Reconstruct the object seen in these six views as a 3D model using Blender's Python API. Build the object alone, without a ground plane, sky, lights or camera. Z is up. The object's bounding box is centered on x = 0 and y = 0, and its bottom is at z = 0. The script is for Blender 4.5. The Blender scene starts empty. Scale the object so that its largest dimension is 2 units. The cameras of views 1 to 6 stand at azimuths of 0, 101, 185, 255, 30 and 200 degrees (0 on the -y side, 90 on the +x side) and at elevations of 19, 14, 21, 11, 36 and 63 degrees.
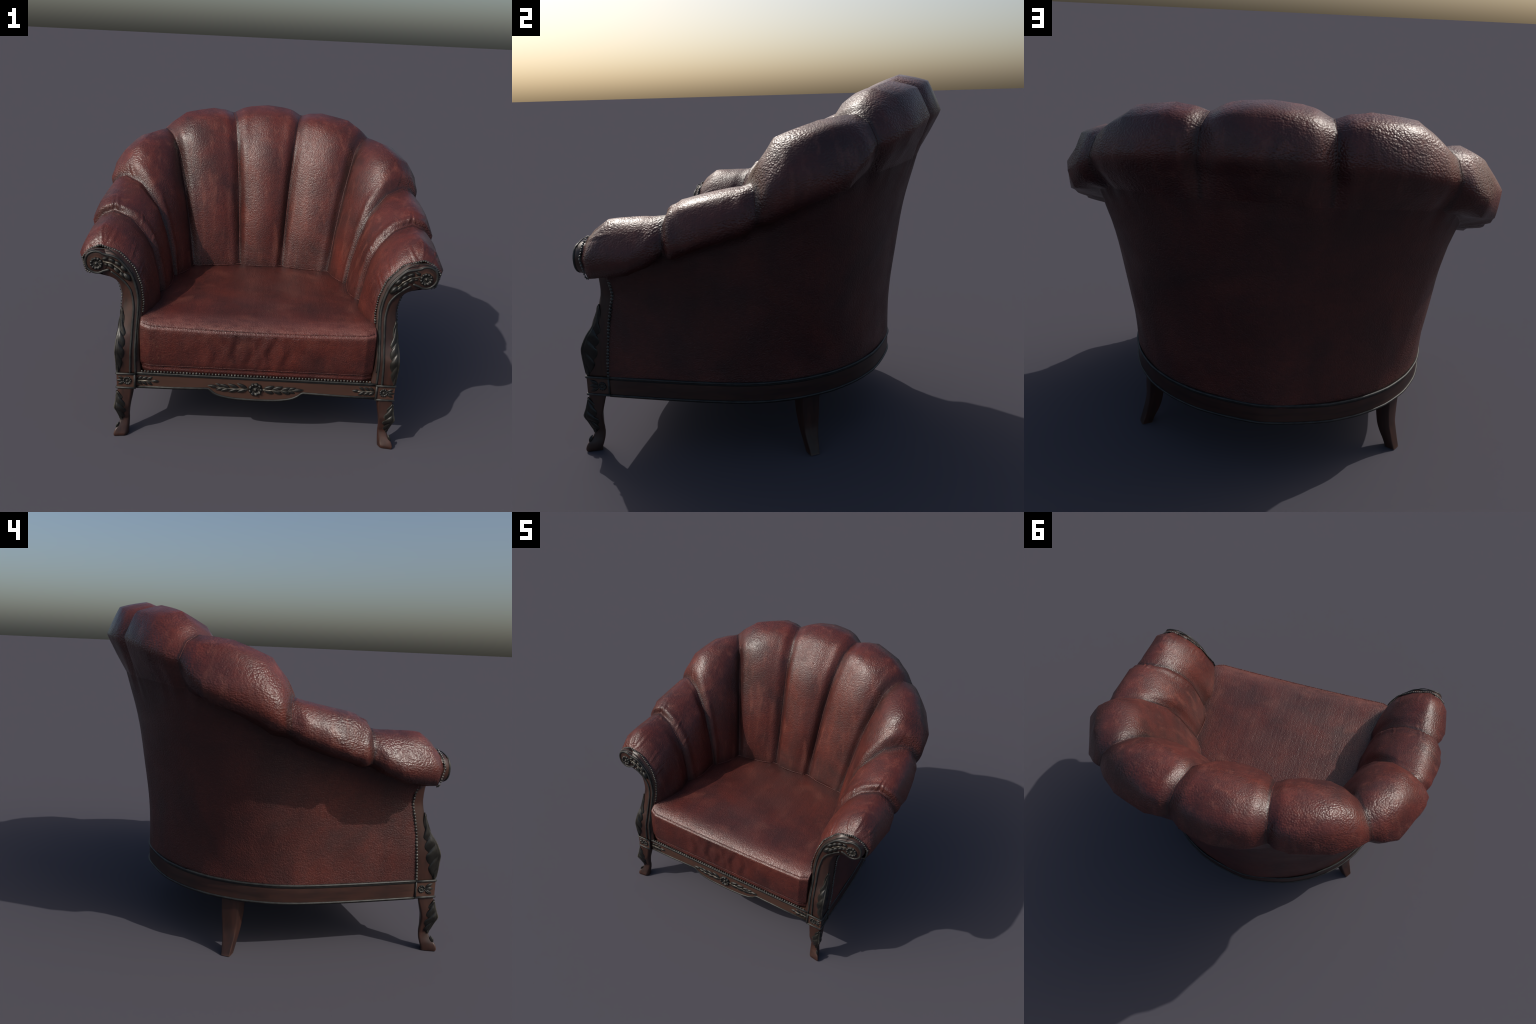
import bpy, bmesh, math, random
import numpy as np
from mathutils import Vector, Matrix

rng = random.Random(11)

# ------------------------------------------------------------------ materials
def new_mat(name):
    m = bpy.data.materials.new(name)
    m.use_nodes = True
    nt = m.node_tree
    nt.nodes.clear()
    out = nt.nodes.new('ShaderNodeOutputMaterial')
    b = nt.nodes.new('ShaderNodeBsdfPrincipled')
    nt.links.new(b.outputs[0], out.inputs[0])
    return m, nt, b

def N(nt, kind, **kw):
    n = nt.nodes.new(kind)
    for k, v in kw.items():
        if k in n.bl_rna.properties:
            setattr(n, k, v)
        else:
            n.inputs[k.replace('_', ' ')].default_value = v
    return n

def ramp(nt, src, stops):
    r = nt.nodes.new('ShaderNodeValToRGB')
    e = r.color_ramp.elements
    while len(e) < len(stops):
        e.new(0.5)
    for el, (p, c) in zip(e, stops):
        el.position = p
        el.color = (c, c, c, 1) if isinstance(c, (int, float)) else (*c, 1)
    nt.links.new(src, r.inputs[0])
    return r.outputs[0]

def mixc(nt, fac, a, b, blend='MIX'):
    m = nt.nodes.new('ShaderNodeMix')
    m.data_type = 'RGBA'
    m.blend_type = blend
    for sock, v in ((m.inputs[0], fac), (m.inputs[6], a), (m.inputs[7], b)):
        if isinstance(v, (int, float)):
            sock.default_value = v
        elif isinstance(v, tuple):
            sock.default_value = (*v, 1)
        else:
            nt.links.new(v, sock)
    return m.outputs[2]

def math2(nt, op, a, b=0.0):
    m = nt.nodes.new('ShaderNodeMath')
    m.operation = op
    for sock, v in ((m.inputs[0], a), (m.inputs[1], b)):
        if isinstance(v, (int, float)):
            sock.default_value = v
        else:
            nt.links.new(v, sock)
    return m.outputs[0]

def coords(nt, scale=(1, 1, 1), loc=(0, 0, 0)):
    tc = nt.nodes.new('ShaderNodeTexCoord')
    mp = nt.nodes.new('ShaderNodeMapping')
    mp.inputs['Scale'].default_value = scale
    mp.inputs['Location'].default_value = loc
    nt.links.new(tc.outputs['Object'], mp.inputs['Vector'])
    return mp.outputs[0]

def noise(nt, vec, scale, detail=4, rough=0.55, dist=0.0):
    n = nt.nodes.new('ShaderNodeTexNoise')
    n.inputs['Scale'].default_value = scale
    n.inputs['Detail'].default_value = detail
    n.inputs['Roughness'].default_value = rough
    n.inputs['Distortion'].default_value = dist
    nt.links.new(vec, n.inputs['Vector'])
    return n.outputs['Fac']

def leather(name, grain=100.0, bump=0.45, tone=1.0, specks=True, big=True, streak=(9, 9, 1.1), rough=0.4, crease=0.75, seams=False, grooves=False):
    m, nt, b = new_mat(name)
    L = nt.links
    v = coords(nt)
    cloud = noise(nt, v, 3.1, 5, 0.6, 0.6)
    col = ramp(nt, cloud, [(0.30, tuple(tone * c for c in (0.046, 0.0134, 0.0115))),
                           (0.50, tuple(tone * c for c in (0.093, 0.0197, 0.0144))),
                           (0.72, tuple(tone * c for c in (0.138, 0.0280, 0.0180)))])
    st = noise(nt, coords(nt, streak), 1.6, 4, 0.6, 0.3)
    col = mixc(nt, ramp(nt, st, [(0.42, 0.0), (0.75, 0.55)]), col, tuple(tone * c for c in (0.036, 0.012, 0.0115)))
    fine = noise(nt, v, 55, 3, 0.6)
    col = mixc(nt, ramp(nt, fine, [(0.35, 0.35), (0.65, 0.0)]), col, tuple(tone * c for c in (0.036, 0.0095, 0.009)))
    if specks:
        sp = noise(nt, v, 85, 5, 0.72)
        where = noise(nt, v, 4.2, 2, 0.5)
        geo = nt.nodes.new('ShaderNodeNewGeometry')
        sep = nt.nodes.new('ShaderNodeSeparateXYZ')
        L.new(geo.outputs['Position'], sep.inputs[0])
        low = ramp(nt, math2(nt, 'SUBTRACT', sep.outputs[2], 0.2), [(0.48, 1.0), (0.72, 0.35)])
        f = math2(nt, 'MULTIPLY', ramp(nt, sp, [(0.60, 0.0), (0.68, 1.0)]), ramp(nt, where, [(0.58, 0.0), (0.70, 0.8)]))
        f = math2(nt, 'MULTIPLY', f, low)
        col = mixc(nt, f, col, (0.21, 0.125, 0.065))
    pale = noise(nt, coords(nt, (15, 15, 0.9) if seams else (4, 4, 3), (3, 1, 2)), 1.5, 4, 0.6, 0.2)
    if seams or grooves:
      col = mixc(nt, ramp(nt, pale, [(0.54, 0.0), (0.76, 0.5)]), col, tuple(tone * c for c in (0.20, 0.065, 0.045)))
    if seams:
        # each seam lies in an upright plane: |x| * a - y + b = 0
        g0 = nt.nodes.new('ShaderNodeNewGeometry')
        s0 = nt.nodes.new('ShaderNodeSeparateXYZ')
        L.new(g0.outputs['Position'], s0.inputs[0])
        ax = math2(nt, 'ABSOLUTE', s0.outputs[0])
        best = None
        for x1, y1, x2, y2 in ((.138, .158, .25, .70), (.437, .091, .728, .53), (.537, -.112, .93, .085), (.582, -.379, .95, -.298)):
            k = (y2 - y1) / (x2 - x1)
            ln = math.hypot(k, 1)
            d = math2(nt, 'SUBTRACT', math2(nt, 'MULTIPLY', ax, k / ln), math2(nt, 'MULTIPLY', s0.outputs[1], 1 / ln))
            d = math2(nt, 'ABSOLUTE', math2(nt, 'ADD', d, (y1 - k * x1) / ln))
            best = d if best is None else math2(nt, 'MINIMUM', best, d)
        wb = math2(nt, 'MULTIPLY', math2(nt, 'SUBTRACT', noise(nt, v, 14, 3), 0.5), 0.018)
        best = math2(nt, 'MULTIPLY', math2(nt, 'ADD', best, wb), 10.0)
        gm = math2(nt, 'MAXIMUM', ramp(nt, best, [(0.06, 0.75), (0.19, 0.0)]), ramp(nt, best, [(0.0, 0.30), (0.62, 0.0)]))
        col = mixc(nt, gm, col, (0.022, 0.0095, 0.009))  # shadow of the seam valleys painted as dark bands along each plane
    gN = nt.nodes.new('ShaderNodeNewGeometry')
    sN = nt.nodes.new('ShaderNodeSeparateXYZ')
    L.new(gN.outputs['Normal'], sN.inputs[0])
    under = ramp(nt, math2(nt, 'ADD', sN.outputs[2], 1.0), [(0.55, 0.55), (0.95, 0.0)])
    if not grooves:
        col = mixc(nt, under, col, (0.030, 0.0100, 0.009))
    else:
        sP = nt.nodes.new('ShaderNodeSeparateXYZ')
        L.new(gN.outputs['Position'], sP.inputs[0])
        fr = ramp(nt, math2(nt, 'MULTIPLY', sP.outputs[1], -1.0), [(0.64, 0.0), (0.745, 1.0)])
        hi = ramp(nt, sP.outputs[2], [(0.632, 0.0), (0.650, 1.0)])
        wn = ramp(nt, noise(nt, coords(nt, (6, 20, 20)), 2.2, 5, 0.65), [(0.35, 0.15), (0.65, 0.75)])
        col = mixc(nt, math2(nt, 'MULTIPLY', math2(nt, 'MULTIPLY', fr, hi), wn), col, (0.165, 0.062, 0.049))
        mid = ramp(nt, math2(nt, 'ABSOLUTE', sP.outputs[0]), [(0.12, 1.0), (0.42, 0.0)])
        top = ramp(nt, math2(nt, 'ADD', math2(nt, 'MULTIPLY', sN.outputs[2], .5), .5), [(0.9, 0.0), (0.98, 1.0)])
        col = mixc(nt, math2(nt, 'MULTIPLY', math2(nt, 'MULTIPLY', mid, top), ramp(nt, noise(nt, v, 4.5, 3), [(0.35, 0.0), (0.65, 0.55)])), col, (0.060, 0.0215, 0.019))
    # occlusion shade baked into the base colour of the creases
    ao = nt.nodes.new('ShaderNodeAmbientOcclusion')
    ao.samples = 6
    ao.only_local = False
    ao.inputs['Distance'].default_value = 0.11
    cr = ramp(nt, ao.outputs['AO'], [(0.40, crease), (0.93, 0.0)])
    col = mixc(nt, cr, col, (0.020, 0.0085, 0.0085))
    L.new(col, b.inputs['Base Color'])
    rg = noise(nt, v, 7, 4, 0.6)
    rr = ramp(nt, rg, [(0.3, rough - 0.05), (0.7, rough + 0.12)])
    L.new(rr, b.inputs['Roughness'])
    b.inputs['Specular IOR Level'].default_value = 0.5
    # pebbled grain
    wob = noise(nt, v, 18, 2)
    vor = nt.nodes.new('ShaderNodeTexVoronoi')
    vor.feature = 'SMOOTH_F1'
    vor.inputs['Scale'].default_value = grain
    vor.inputs['Smoothness'].default_value = 0.35
    L.new(v, vor.inputs['Vector'])
    h = math2(nt, 'MULTIPLY', vor.outputs['Distance'], -0.9)
    n2 = noise(nt, v, grain * 0.45, 3, 0.6, 0.4)
    h = math2(nt, 'ADD', h, math2(nt, 'MULTIPLY', n2, 1.1))
    if big:
        g2 = nt.nodes.new('ShaderNodeTexVoronoi')
        g2.feature = 'SMOOTH_F1'
        g2.inputs['Scale'].default_value = grain * 0.58
        g2.inputs['Smoothness'].default_value = 0.4
        L.new(coords(nt, (1, 1, 1.35)), g2.inputs['Vector'])
        geo2 = nt.nodes.new('ShaderNodeNewGeometry')
        sp2 = nt.nodes.new('ShaderNodeSeparateXYZ')
        L.new(geo2.outputs['Position'], sp2.inputs[0])
        # distance out from the seat axis picks the outside of the rolls
        r2 = math2(nt, 'ADD', math2(nt, 'MULTIPLY', math2(nt, 'ABSOLUTE', sp2.outputs[0]), 0.72), math2(nt, 'MULTIPLY', math2(nt, 'MAXIMUM', sp2.outputs[1], 0.0), 0.9))
        roll = ramp(nt, r2, [(0.55, 0.0), (0.66, 1.0)])
        hb = math2(nt, 'MULTIPLY', g2.outputs['Distance'], math2(nt, 'MULTIPLY', ramp(nt, noise(nt, v, 5.5, 3), [(0.38, 0.25), (0.66, 1.0)]), -1.9))
        hm = nt.nodes.new('ShaderNodeMix')
        L.new(roll, hm.inputs[0]); L.new(h, hm.inputs[2]); L.new(math2(nt, 'ADD', hb, math2(nt, 'MULTIPLY', h, .5)), hm.inputs[3])
        h = hm.outputs[0]
        pim = nt.nodes.new('ShaderNodeTexVoronoi')
        pim.inputs['Scale'].default_value = 23
        L.new(v, pim.inputs['Vector'])
        pp = ramp(nt, pim.outputs['Distance'], [(0.0, 1.0), (0.16, 0.0)])
        pk = math2(nt, 'MULTIPLY', pp, ramp(nt, noise(nt, v, 3.3, 2), [(0.56, 0.0), (0.66, 1.0)]))
        h = math2(nt, 'ADD', h, math2(nt, 'MULTIPLY', pk, 0.9))
    if grooves:
        h = math2(nt, 'ADD', h, math2(nt, 'MULTIPLY', noise(nt, coords(nt, (26, 2.2, 12)), 1.6, 4, 0.6, 0.3), 1.3))
    bp = nt.nodes.new('ShaderNodeBump')
    bp.inputs['Strength'].default_value = bump
    bp.inputs['Distance'].default_value = 0.004
    L.new(h, bp.inputs['Height'])
    L.new(bp.outputs[0], b.inputs['Normal'])
    return m

def wood(name, along=(14, 14, 2.0), a=(0.017, 0.0072, 0.0052), c=(0.050, 0.019, 0.0125)):
    m, nt, b = new_mat(name)
    L = nt.links
    g = noise(nt, coords(nt, along), 2.4, 5, 0.6, 0.5)
    col = ramp(nt, g, [(0.3, a), (0.7, c)])
    dirt = noise(nt, coords(nt), 9, 4, 0.6)
    col = mixc(nt, ramp(nt, dirt, [(0.5, 0.0), (0.72, 0.6)]), col, (0.016, 0.009, 0.008))
    geo = nt.nodes.new('ShaderNodeNewGeometry')
    wear = ramp(nt, geo.outputs['Pointiness'], [(0.53, 0.0), (0.60, 0.55)])
    col = mixc(nt, wear, col, (0.085, 0.042, 0.028))
    L.new(col, b.inputs['Base Color'])
    b.inputs['Roughness'].default_value = 0.42
    bp = nt.nodes.new('ShaderNodeBump')
    bp.inputs['Strength'].default_value = 0.12
    bp.inputs['Distance'].default_value = 0.002
    L.new(g, bp.inputs['Height'])
    L.new(bp.outputs[0], b.inputs['Normal'])
    return m

def patina(name, base=(0.0135, 0.0128, 0.0110), worn=(0.21, 0.188, 0.150), amount=0.85, rough=0.36, lo=0.52, hi=0.60):
    m, nt, b = new_mat(name)
    L = nt.links
    v = coords(nt)
    n1 = noise(nt, v, 30, 5, 0.65)
    col = ramp(nt, n1, [(0.35, tuple(0.6 * c for c in base)), (0.7, tuple(1.5 * c for c in base))])
    geo = nt.nodes.new('ShaderNodeNewGeometry')
    e = ramp(nt, geo.outputs['Pointiness'], [(lo, 0.0), (hi, amount)])
    e = math2(nt, 'MULTIPLY', e, ramp(nt, n1, [(0.38, 0.15), (0.6, 1.0)]))
    col = mixc(nt, e, col, worn)
    L.new(col, b.inputs['Base Color'])
    b.inputs['Roughness'].default_value = rough
    b.inputs['Metallic'].default_value = 0.25
    bp = nt.nodes.new('ShaderNodeBump')
    bp.inputs['Strength'].default_value = 0.25
    bp.inputs['Distance'].default_value = 0.002
    L.new(noise(nt, v, 140, 3), bp.inputs['Height'])
    L.new(bp.outputs[0], b.inputs['Normal'])
    return m

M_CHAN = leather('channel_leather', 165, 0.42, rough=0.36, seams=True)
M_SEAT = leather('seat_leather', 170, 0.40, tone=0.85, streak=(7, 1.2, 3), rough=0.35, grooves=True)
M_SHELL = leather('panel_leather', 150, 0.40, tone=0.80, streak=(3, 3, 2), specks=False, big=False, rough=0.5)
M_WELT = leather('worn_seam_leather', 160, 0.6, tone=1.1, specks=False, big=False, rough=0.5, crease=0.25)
M_WOOD = wood('carved_walnut')
M_RAIL = wood('rail_walnut', along=(2.0, 2.0, 16), a=(0.013, 0.0058, 0.0045), c=(0.042, 0.0152, 0.0102))
M_METAL = patina('dark_carving')
M_MOULD = patina('dark_moulding', base=(0.020, 0.021, 0.020), worn=(0.07, 0.067, 0.058), rough=0.5, amount=0.3, lo=0.53, hi=0.62)
M_NAIL = patina('dark_nail_head', base=(0.016, 0.0165, 0.015), worn=(0.26, 0.245, 0.215), amount=0.8, rough=0.3, lo=.54, hi=.66)
M_MOULD_SHADOW = patina('painted_moulding_shadow', base=(0.006, 0.006, 0.006), worn=(0.02, 0.02, 0.02), amount=0.2, rough=0.6)  # near-black, for tubes modelling the shadow line below each moulding
M_UNDER, _nt, _b = new_mat('underside_cloth')
_b.inputs['Base Color'].default_value = (0.012, 0.010, 0.010, 1)
_b.inputs['Roughness'].default_value = 0.9

# ------------------------------------------------------------------ helpers
ROOT = bpy.data.objects.new('barrel_armchair', None)
bpy.context.scene.collection.objects.link(ROOT)
ROOT['label'] = 'channel-back oxblood leather barrel armchair with carved dark wood'
ROOT['category'] = 'armchair'

def link(ob, parent=ROOT):
    bpy.context.scene.collection.objects.link(ob)
    ob.parent = parent
    return ob

def mesh_obj(name, verts, faces, mat, parent=ROOT, smooth=True, angle=None, flip_check=False):
    me = bpy.data.meshes.new(name)
    me.from_pydata([tuple(map(float, v)) for v in verts], [], faces)
    me.validate()
    me.update()
    bm = bmesh.new()
    bm.from_mesh(me)
    bmesh.ops.recalc_face_normals(bm, faces=bm.faces)
    bm.to_mesh(me)
    bm.free()
    me.materials.append(mat)
    if smooth:
        me.shade_smooth() if hasattr(me, 'shade_smooth') else None
        for p in me.polygons:
            p.use_smooth = True
        if angle:
            me.set_sharp_from_angle(angle=math.radians(angle))
    return link(bpy.data.objects.new(name, me), parent)

def instance(name, me, mat4, parent):
    ob = bpy.data.objects.new(name, me)
    ob.matrix_local = mat4
    return link(ob, parent)

def catmull(P, steps, k=1.0, axis=0):
    """Resample rows of P (n, ..., 3) `steps` per span; k blends chord (0) to spline (1)."""
    P = np.asarray(P, float)
    n = len(P)
    E = np.concatenate([[2 * P[0] - P[1]], P, [2 * P[-1] - P[-2]]])
    if n > 2:
        E[0] = 2.5 * P[0] - 2 * P[1] + 0.5 * P[2]
        E[-1] = 2.5 * P[-1] - 2 * P[-2] + 0.5 * P[-3]
        E[0] = 0.5 * E[0] + 0.5 * (2 * P[0] - P[1])
        E[-1] = 0.5 * E[-1] + 0.5 * (2 * P[-1] - P[-2])
    out = []
    for i in range(n - 1):
        p0, p1, p2, p3 = E[i], E[i + 1], E[i + 2], E[i + 3]
        for j in range(steps):
            t = j / steps
            s = 0.5 * (2 * p1 + (p2 - p0) * t + (2 * p0 - 5 * p1 + 4 * p2 - p3) * t * t + (3 * p1 - p0 - 3 * p2 + p3) * t ** 3)
            lin = p1 * (1 - t) + p2 * t
            out.append(k * s + (1 - k) * lin)
    out.append(P[-1])
    return np.array(out)

def grid_faces(nu, nv, closed_v=False):
    f = []
    for i in range(nu - 1):
        for j in range(nv - (0 if closed_v else 1)):
            a, b = i * nv + j, i * nv + (j + 1) % nv
            f.append((a, b, b + nv, a + nv))
    return f

def grid_normals(G):
    du = np.gradient(G, axis=0)
    dv = np.gradient(G, axis=1)
    n = np.cross(du, dv)
    return n / np.maximum(np.linalg.norm(n, axis=2, keepdims=True), 1e-9)

def surface(name, G, mat, parent=ROOT, Gn=None, outward=None, normals=None):
    """Grid mesh; shading normals come from the smoother grid Gn."""
    nu, nv, _ = G.shape
    nn = normals if normals is not None else grid_normals(G if Gn is None else Gn)
    faces = grid_faces(nu, nv)
    c = G[nu // 2, nv // 2]
    fn = grid_normals(G)[nu // 2, nv // 2]
    if outward is not None and fn @ np.array(outward) < 0:
        faces = [tuple(reversed(f)) for f in faces]
    if outward is not None and nn[nu // 2, nv // 2] @ np.array(outward) < 0:
        nn = -nn
    me = bpy.data.meshes.new(name)
    me.from_pydata([tuple(v) for v in G.reshape(-1, 3).tolist()], [], faces)
    me.update()
    # agree with the winding
    p = me.polygons[(nu // 2) * (nv - 1) + nv // 2]
    if np.dot(np.array(p.normal), nn[nu // 2, nv // 2]) < 0:
        nn = -nn
    for q in me.polygons:
        q.use_smooth = True
    me.normals_split_custom_set_from_vertices([tuple(v) for v in nn.reshape(-1, 3).tolist()])
    me.materials.append(mat)
    return link(bpy.data.objects.new(name, me), parent)

def tube(name, path, r, mat, parent=ROOT, seg=8, closed=False, flat=None, caps=True):
    """Round bead swept along a path (r may vary along it)."""
    P = np.asarray(path, float)
    n = len(P)
    rr = np.full(n, r) if np.isscalar(r) else np.asarray(r, float)
    T = (np.roll(P, -1, 0) - np.roll(P, 1, 0)) if closed else np.gradient(P, axis=0)
    T /= np.linalg.norm(T, axis=1, keepdims=True)
    up = np.array([0.0, 0.0, 1.0]) if abs(T[0][2]) < 0.8 else np.array([0.0, 1.0, 0.0])
    verts = []
    a = np.cross(T[0], up); a /= np.linalg.norm(a)
    for i in range(n):
        a = a - T[i] * np.dot(a, T[i]); a /= np.linalg.norm(a)
        b = np.cross(T[i], a)
        for k in range(seg):
            w = 2 * math.pi * k / seg
            verts.append(P[i] + rr[i] * (math.cos(w) * a + math.sin(w) * b))
    faces = grid_faces(n, seg, True)
    if closed:
        for k in range(seg):
            faces.append(((n - 1) * seg + k, (n - 1) * seg + (k + 1) % seg, (k + 1) % seg, k))
    elif caps:
        faces.append(tuple(range(seg)))
        faces.append(tuple((n - 1) * seg + k for k in reversed(range(seg))))
    return mesh_obj(name, verts, faces, mat, parent)

def resample(path, spacing, start=0.0):
    P = np.asarray(path, float)
    d = np.concatenate([[0], np.cumsum(np.linalg.norm(np.diff(P, axis=0), axis=1))])
    m = max(1, int(round((d[-1] - start) / spacing)))
    s = np.linspace(start, d[-1], m + 1)
    return np.stack([np.interp(s, d, P[:, k]) for k in range(3)], 1)

def dome(r, rings=4, seg=10, squash=0.8):
    v, f = [], []
    for i in range(rings):
        a = math.pi / 2 * (1 - i / rings) if i else math.pi / 2
        a = math.pi / 2 * i / rings
        for k in range(seg):
            w = 2 * math.pi * k / seg
            v.append((r * math.cos(a) * math.cos(w), r * math.cos(a) * math.sin(w), r * squash * math.sin(a)))
    f += grid_faces(rings, seg, True)
    v.append((0, 0, r * squash))
    t = len(v) - 1
    for k in range(seg):
        f.append(((rings - 1) * seg + k, (rings - 1) * seg + (k + 1) % seg, t))
    return v, f

def frame(pos, normal, along):
    n = Vector(normal).normalized()
    x = Vector(along)
    x = (x - n * x.dot(n)).normalized()
    y = n.cross(x)
    return Matrix(((x.x, y.x, n.x, pos[0]), (x.y, y.y, n.y, pos[1]), (x.z, y.z, n.z, pos[2]), (0, 0, 0, 1)))

def nail_strip(name, pts, normals, r, parent, squash=0.85):
    """Row of dome-headed upholstery nails, joined in one mesh."""
    V, F = [], []
    dv, df = dome(r, 3, 8, squash)
    for p, n in zip(pts, normals):
        al = (0, 0, 1) if abs(n[2]) < 0.8 else (1, 0, 0)
        M = frame(p, n, al)
        s = rng.uniform(0.86, 1.08)
        o = len(V)
        V += [tuple(M @ (Vector(v) * s)) for v in dv]
        F += [tuple(i + o for i in f) for f in df]
    ob = mesh_obj(name, V, F, M_NAIL, parent)
    ob['kind'] = 'stuff'
    return ob

def mir(P):
    Q = np.array(P, float).copy()
    Q[..., 0] *= -1
    return Q

# ------------------------------------------------------------------ channelled back and arms
# Each rib is one cross-section of the padding, from the seat up the inner face,
# over the roll and round to the crease below it (x, y, z).
RIBS = {
 'c0': [(0, .135, .70), (0, .165, .95), (0, .225, 1.2), (0, .315, 1.45), (0, .455, 1.63), (0, .611, 1.695), (0, .746, 1.662), (0, .811, 1.525), (0, .765, 1.43), (0, .708, 1.335)],
 'c1': [(.07, .14, .70), (.08, .18, .95), (.088, .24, 1.2), (.098, .328, 1.45), (.105, .462, 1.622), (.111, .6, 1.684), (.118, .733, 1.652), (.122, .792, 1.52), (.122, .75, 1.43), (.118, .70, 1.335)],
 's1': [(.138, .158, .70), (.15, .228, .95), (.165, .288, 1.2), (.188, .37, 1.45), (.208, .47, 1.595), (.23, .6, 1.638), (.245, .685, 1.598), (.255, .715, 1.5), (.258, .69, 1.42), (.25, .675, 1.325)],
 'a1': [(.23, .125, .70), (.25, .165, .95), (.275, .222, 1.2), (.31, .312, 1.45), (.335, .42, 1.612), (.362, .57, 1.665), (.37, .685, 1.632), (.372, .743, 1.511), (.38, .71, 1.42), (.375, .655, 1.32)],
 'a2': [(.34, .107, .70), (.37, .142, .95), (.405, .2, 1.2), (.455, .29, 1.45), (.488, .372, 1.573), (.539, .498, 1.632), (.562, .6, 1.598), (.571, .672, 1.48), (.572, .64, 1.40), (.545, .585, 1.31)],
 's2': [(.437, .091, .70), (.47, .153, .95), (.514, .22, 1.2), (.577, .33, 1.45), (.612, .375, 1.505), (.66, .44, 1.533), (.71, .497, 1.498), (.728, .53, 1.43), (.712, .525, 1.38), (.66, .49, 1.30)],
 'b1': [(.462, .0, .70), (.488, .055, .92), (.53, .11, 1.13), (.59, .18, 1.35), (.66, .225, 1.47), (.74, .30, 1.515), (.82, .37, 1.485), (.859, .45, 1.34), (.84, .43, 1.26), (.75, .38, 1.25)],
 'b2': [(.498, -.07, .70), (.52, -.035, .88), (.565, .0, 1.07), (.63, .05, 1.26), (.71, .09, 1.39), (.80, .135, 1.45), (.89, .19, 1.42), (.956, .221, 1.325), (.94, .24, 1.205), (.80, .215, 1.165)],
 's3': [(.537, -.112, .70), (.557, -.102, .85), (.595, -.09, 1.0), (.645, -.06, 1.13), (.747, -.007, 1.25), (.85, .049, 1.286), (.905, .07, 1.265), (.945, .08, 1.195), (.93, .085, 1.135), (.80, .045, 1.095)],
 'd1': [(.532, -.20, .70), (.552, -.185, .84), (.588, -.165, 1.0), (.64, -.13, 1.13), (.735, -.09, 1.225), (.85, -.05, 1.262), (.93, -.05, 1.235), (.986, -.057, 1.152), (.965, -.05, 1.075), (.80, -.06, 1.045)],
 'd2': [(.535, -.29, .70), (.56, -.285, .83), (.598, -.278, .97), (.655, -.26, 1.085), (.745, -.245, 1.18), (.855, -.236, 1.22), (.945, -.23, 1.185), (1.0, -.19, 1.083), (.97, -.2, 1.02), (.80, -.22, .995)],
 's4': [(.582, -.379, .70), (.596, -.372, .84), (.625, -.366, .96), (.677, -.354, 1.05), (.75, -.334, 1.125), (.85, -.305, 1.157), (.91, -.302, 1.132), (.955, -.297, 1.078), (.945, -.30, 1.01), (.80, -.36, .967)],
 'e1': [(.556, -.49, .70), (.578, -.475, .82), (.612, -.46, .93), (.665, -.45, 1.03), (.75, -.44, 1.112), (.85, -.43, 1.148), (.935, -.425, 1.105), (.995, -.43, 1.0), (.955, -.45, .925), (.79, -.47, .925)],
 'e2': [(.580, -.61, .70), (.594, -.595, .79), (.617, -.578, .89), (.665, -.567, .99), (.745, -.56, 1.085), (.85, -.558, 1.138), (.93, -.58, 1.085), (.976, -.598, .992), (.945, -.605, .91), (.79, -.60, .882)],
 's5': [(.625, -.716, .669), (.62, -.69, .765), (.635, -.665, .85), (.67, -.657, .94), (.75, -.652, 1.024), (.85, -.656, 1.058), (.91, -.652, 1.03), (.945, -.65, .985), (.93, -.635, .905), (.783, -.632, .870)],
}
RIBS = {k: np.array(v, float) for k, v in RIBS.items()}
# where each rib's outer panel meets the top of the base rail (x, y)
FOOT = {'c0': (0, .575), 'c1': (.09, .567), 's1': (.19, .541), 'a1': (.28, .513), 'a2': (.40, .457), 's2': (.515, .372),
        'b1': (.605, .268), 'b2': (.668, .165), 's3': (.708, .07), 'd1': (.735, -.04), 'd2': (.745, -.15), 's4': (.749, -.28),
        'e1': (.751, -.42), 'e2': (.752, -.55), 's5': (.752, -.668)}
RAIL_TOP, RAIL_BOT = 0.376, 0.287

def with_root(R):
    """Carry the padding down behind the seat cushion."""
    a = R[0].copy()
    d = R[0] - R[1]
    low = R[0] + d / max(1e-6, -d[2]) * 0.0
    low = np.array([R[0][0] * 1.02, R[0][1] + (0.02 if R[0][1] > 0 else 0.0), R[0][2] - 0.09])
    return np.concatenate([[low], R])

KPOS = 0.2       # how far the padding is rounded between the sewn cross-sections
LV, LU = 13, 18

WRINKLES = [  # start on a channel, direction of the fold, length, width, height
    ((.70, -.63, .985), (.02, .55, .12), .15, .011, .0034),
    ((.655, -.64, .90), (.02, .55, .10), .12, .010, .0028),
    ((.81, -.63, 1.07), (-.03, .6, .25), .17, .012, .0042),
    ((.85, -.63, 1.075), (.02, .6, .25), .15, .010, .0036),
    ((.905, -.62, 1.05), (.05, .6, .15), .12, .010, .0030),
    ((.83, -.315, 1.16), (.03, .7, .35), .16, .011, .0044),
    ((.875, -.31, 1.155), (-.02, .7, .3), .12, .010, .0036),
    ((.70, -.33, 1.085), (.03, .6, .22), .14, .010, .0034),
    ((.64, -.345, .99), (.02, .6, .15), .12, .010, .0030),
    ((.80, .04, 1.275), (.02, .6, .45), .12, .011, .0030),
]

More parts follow.
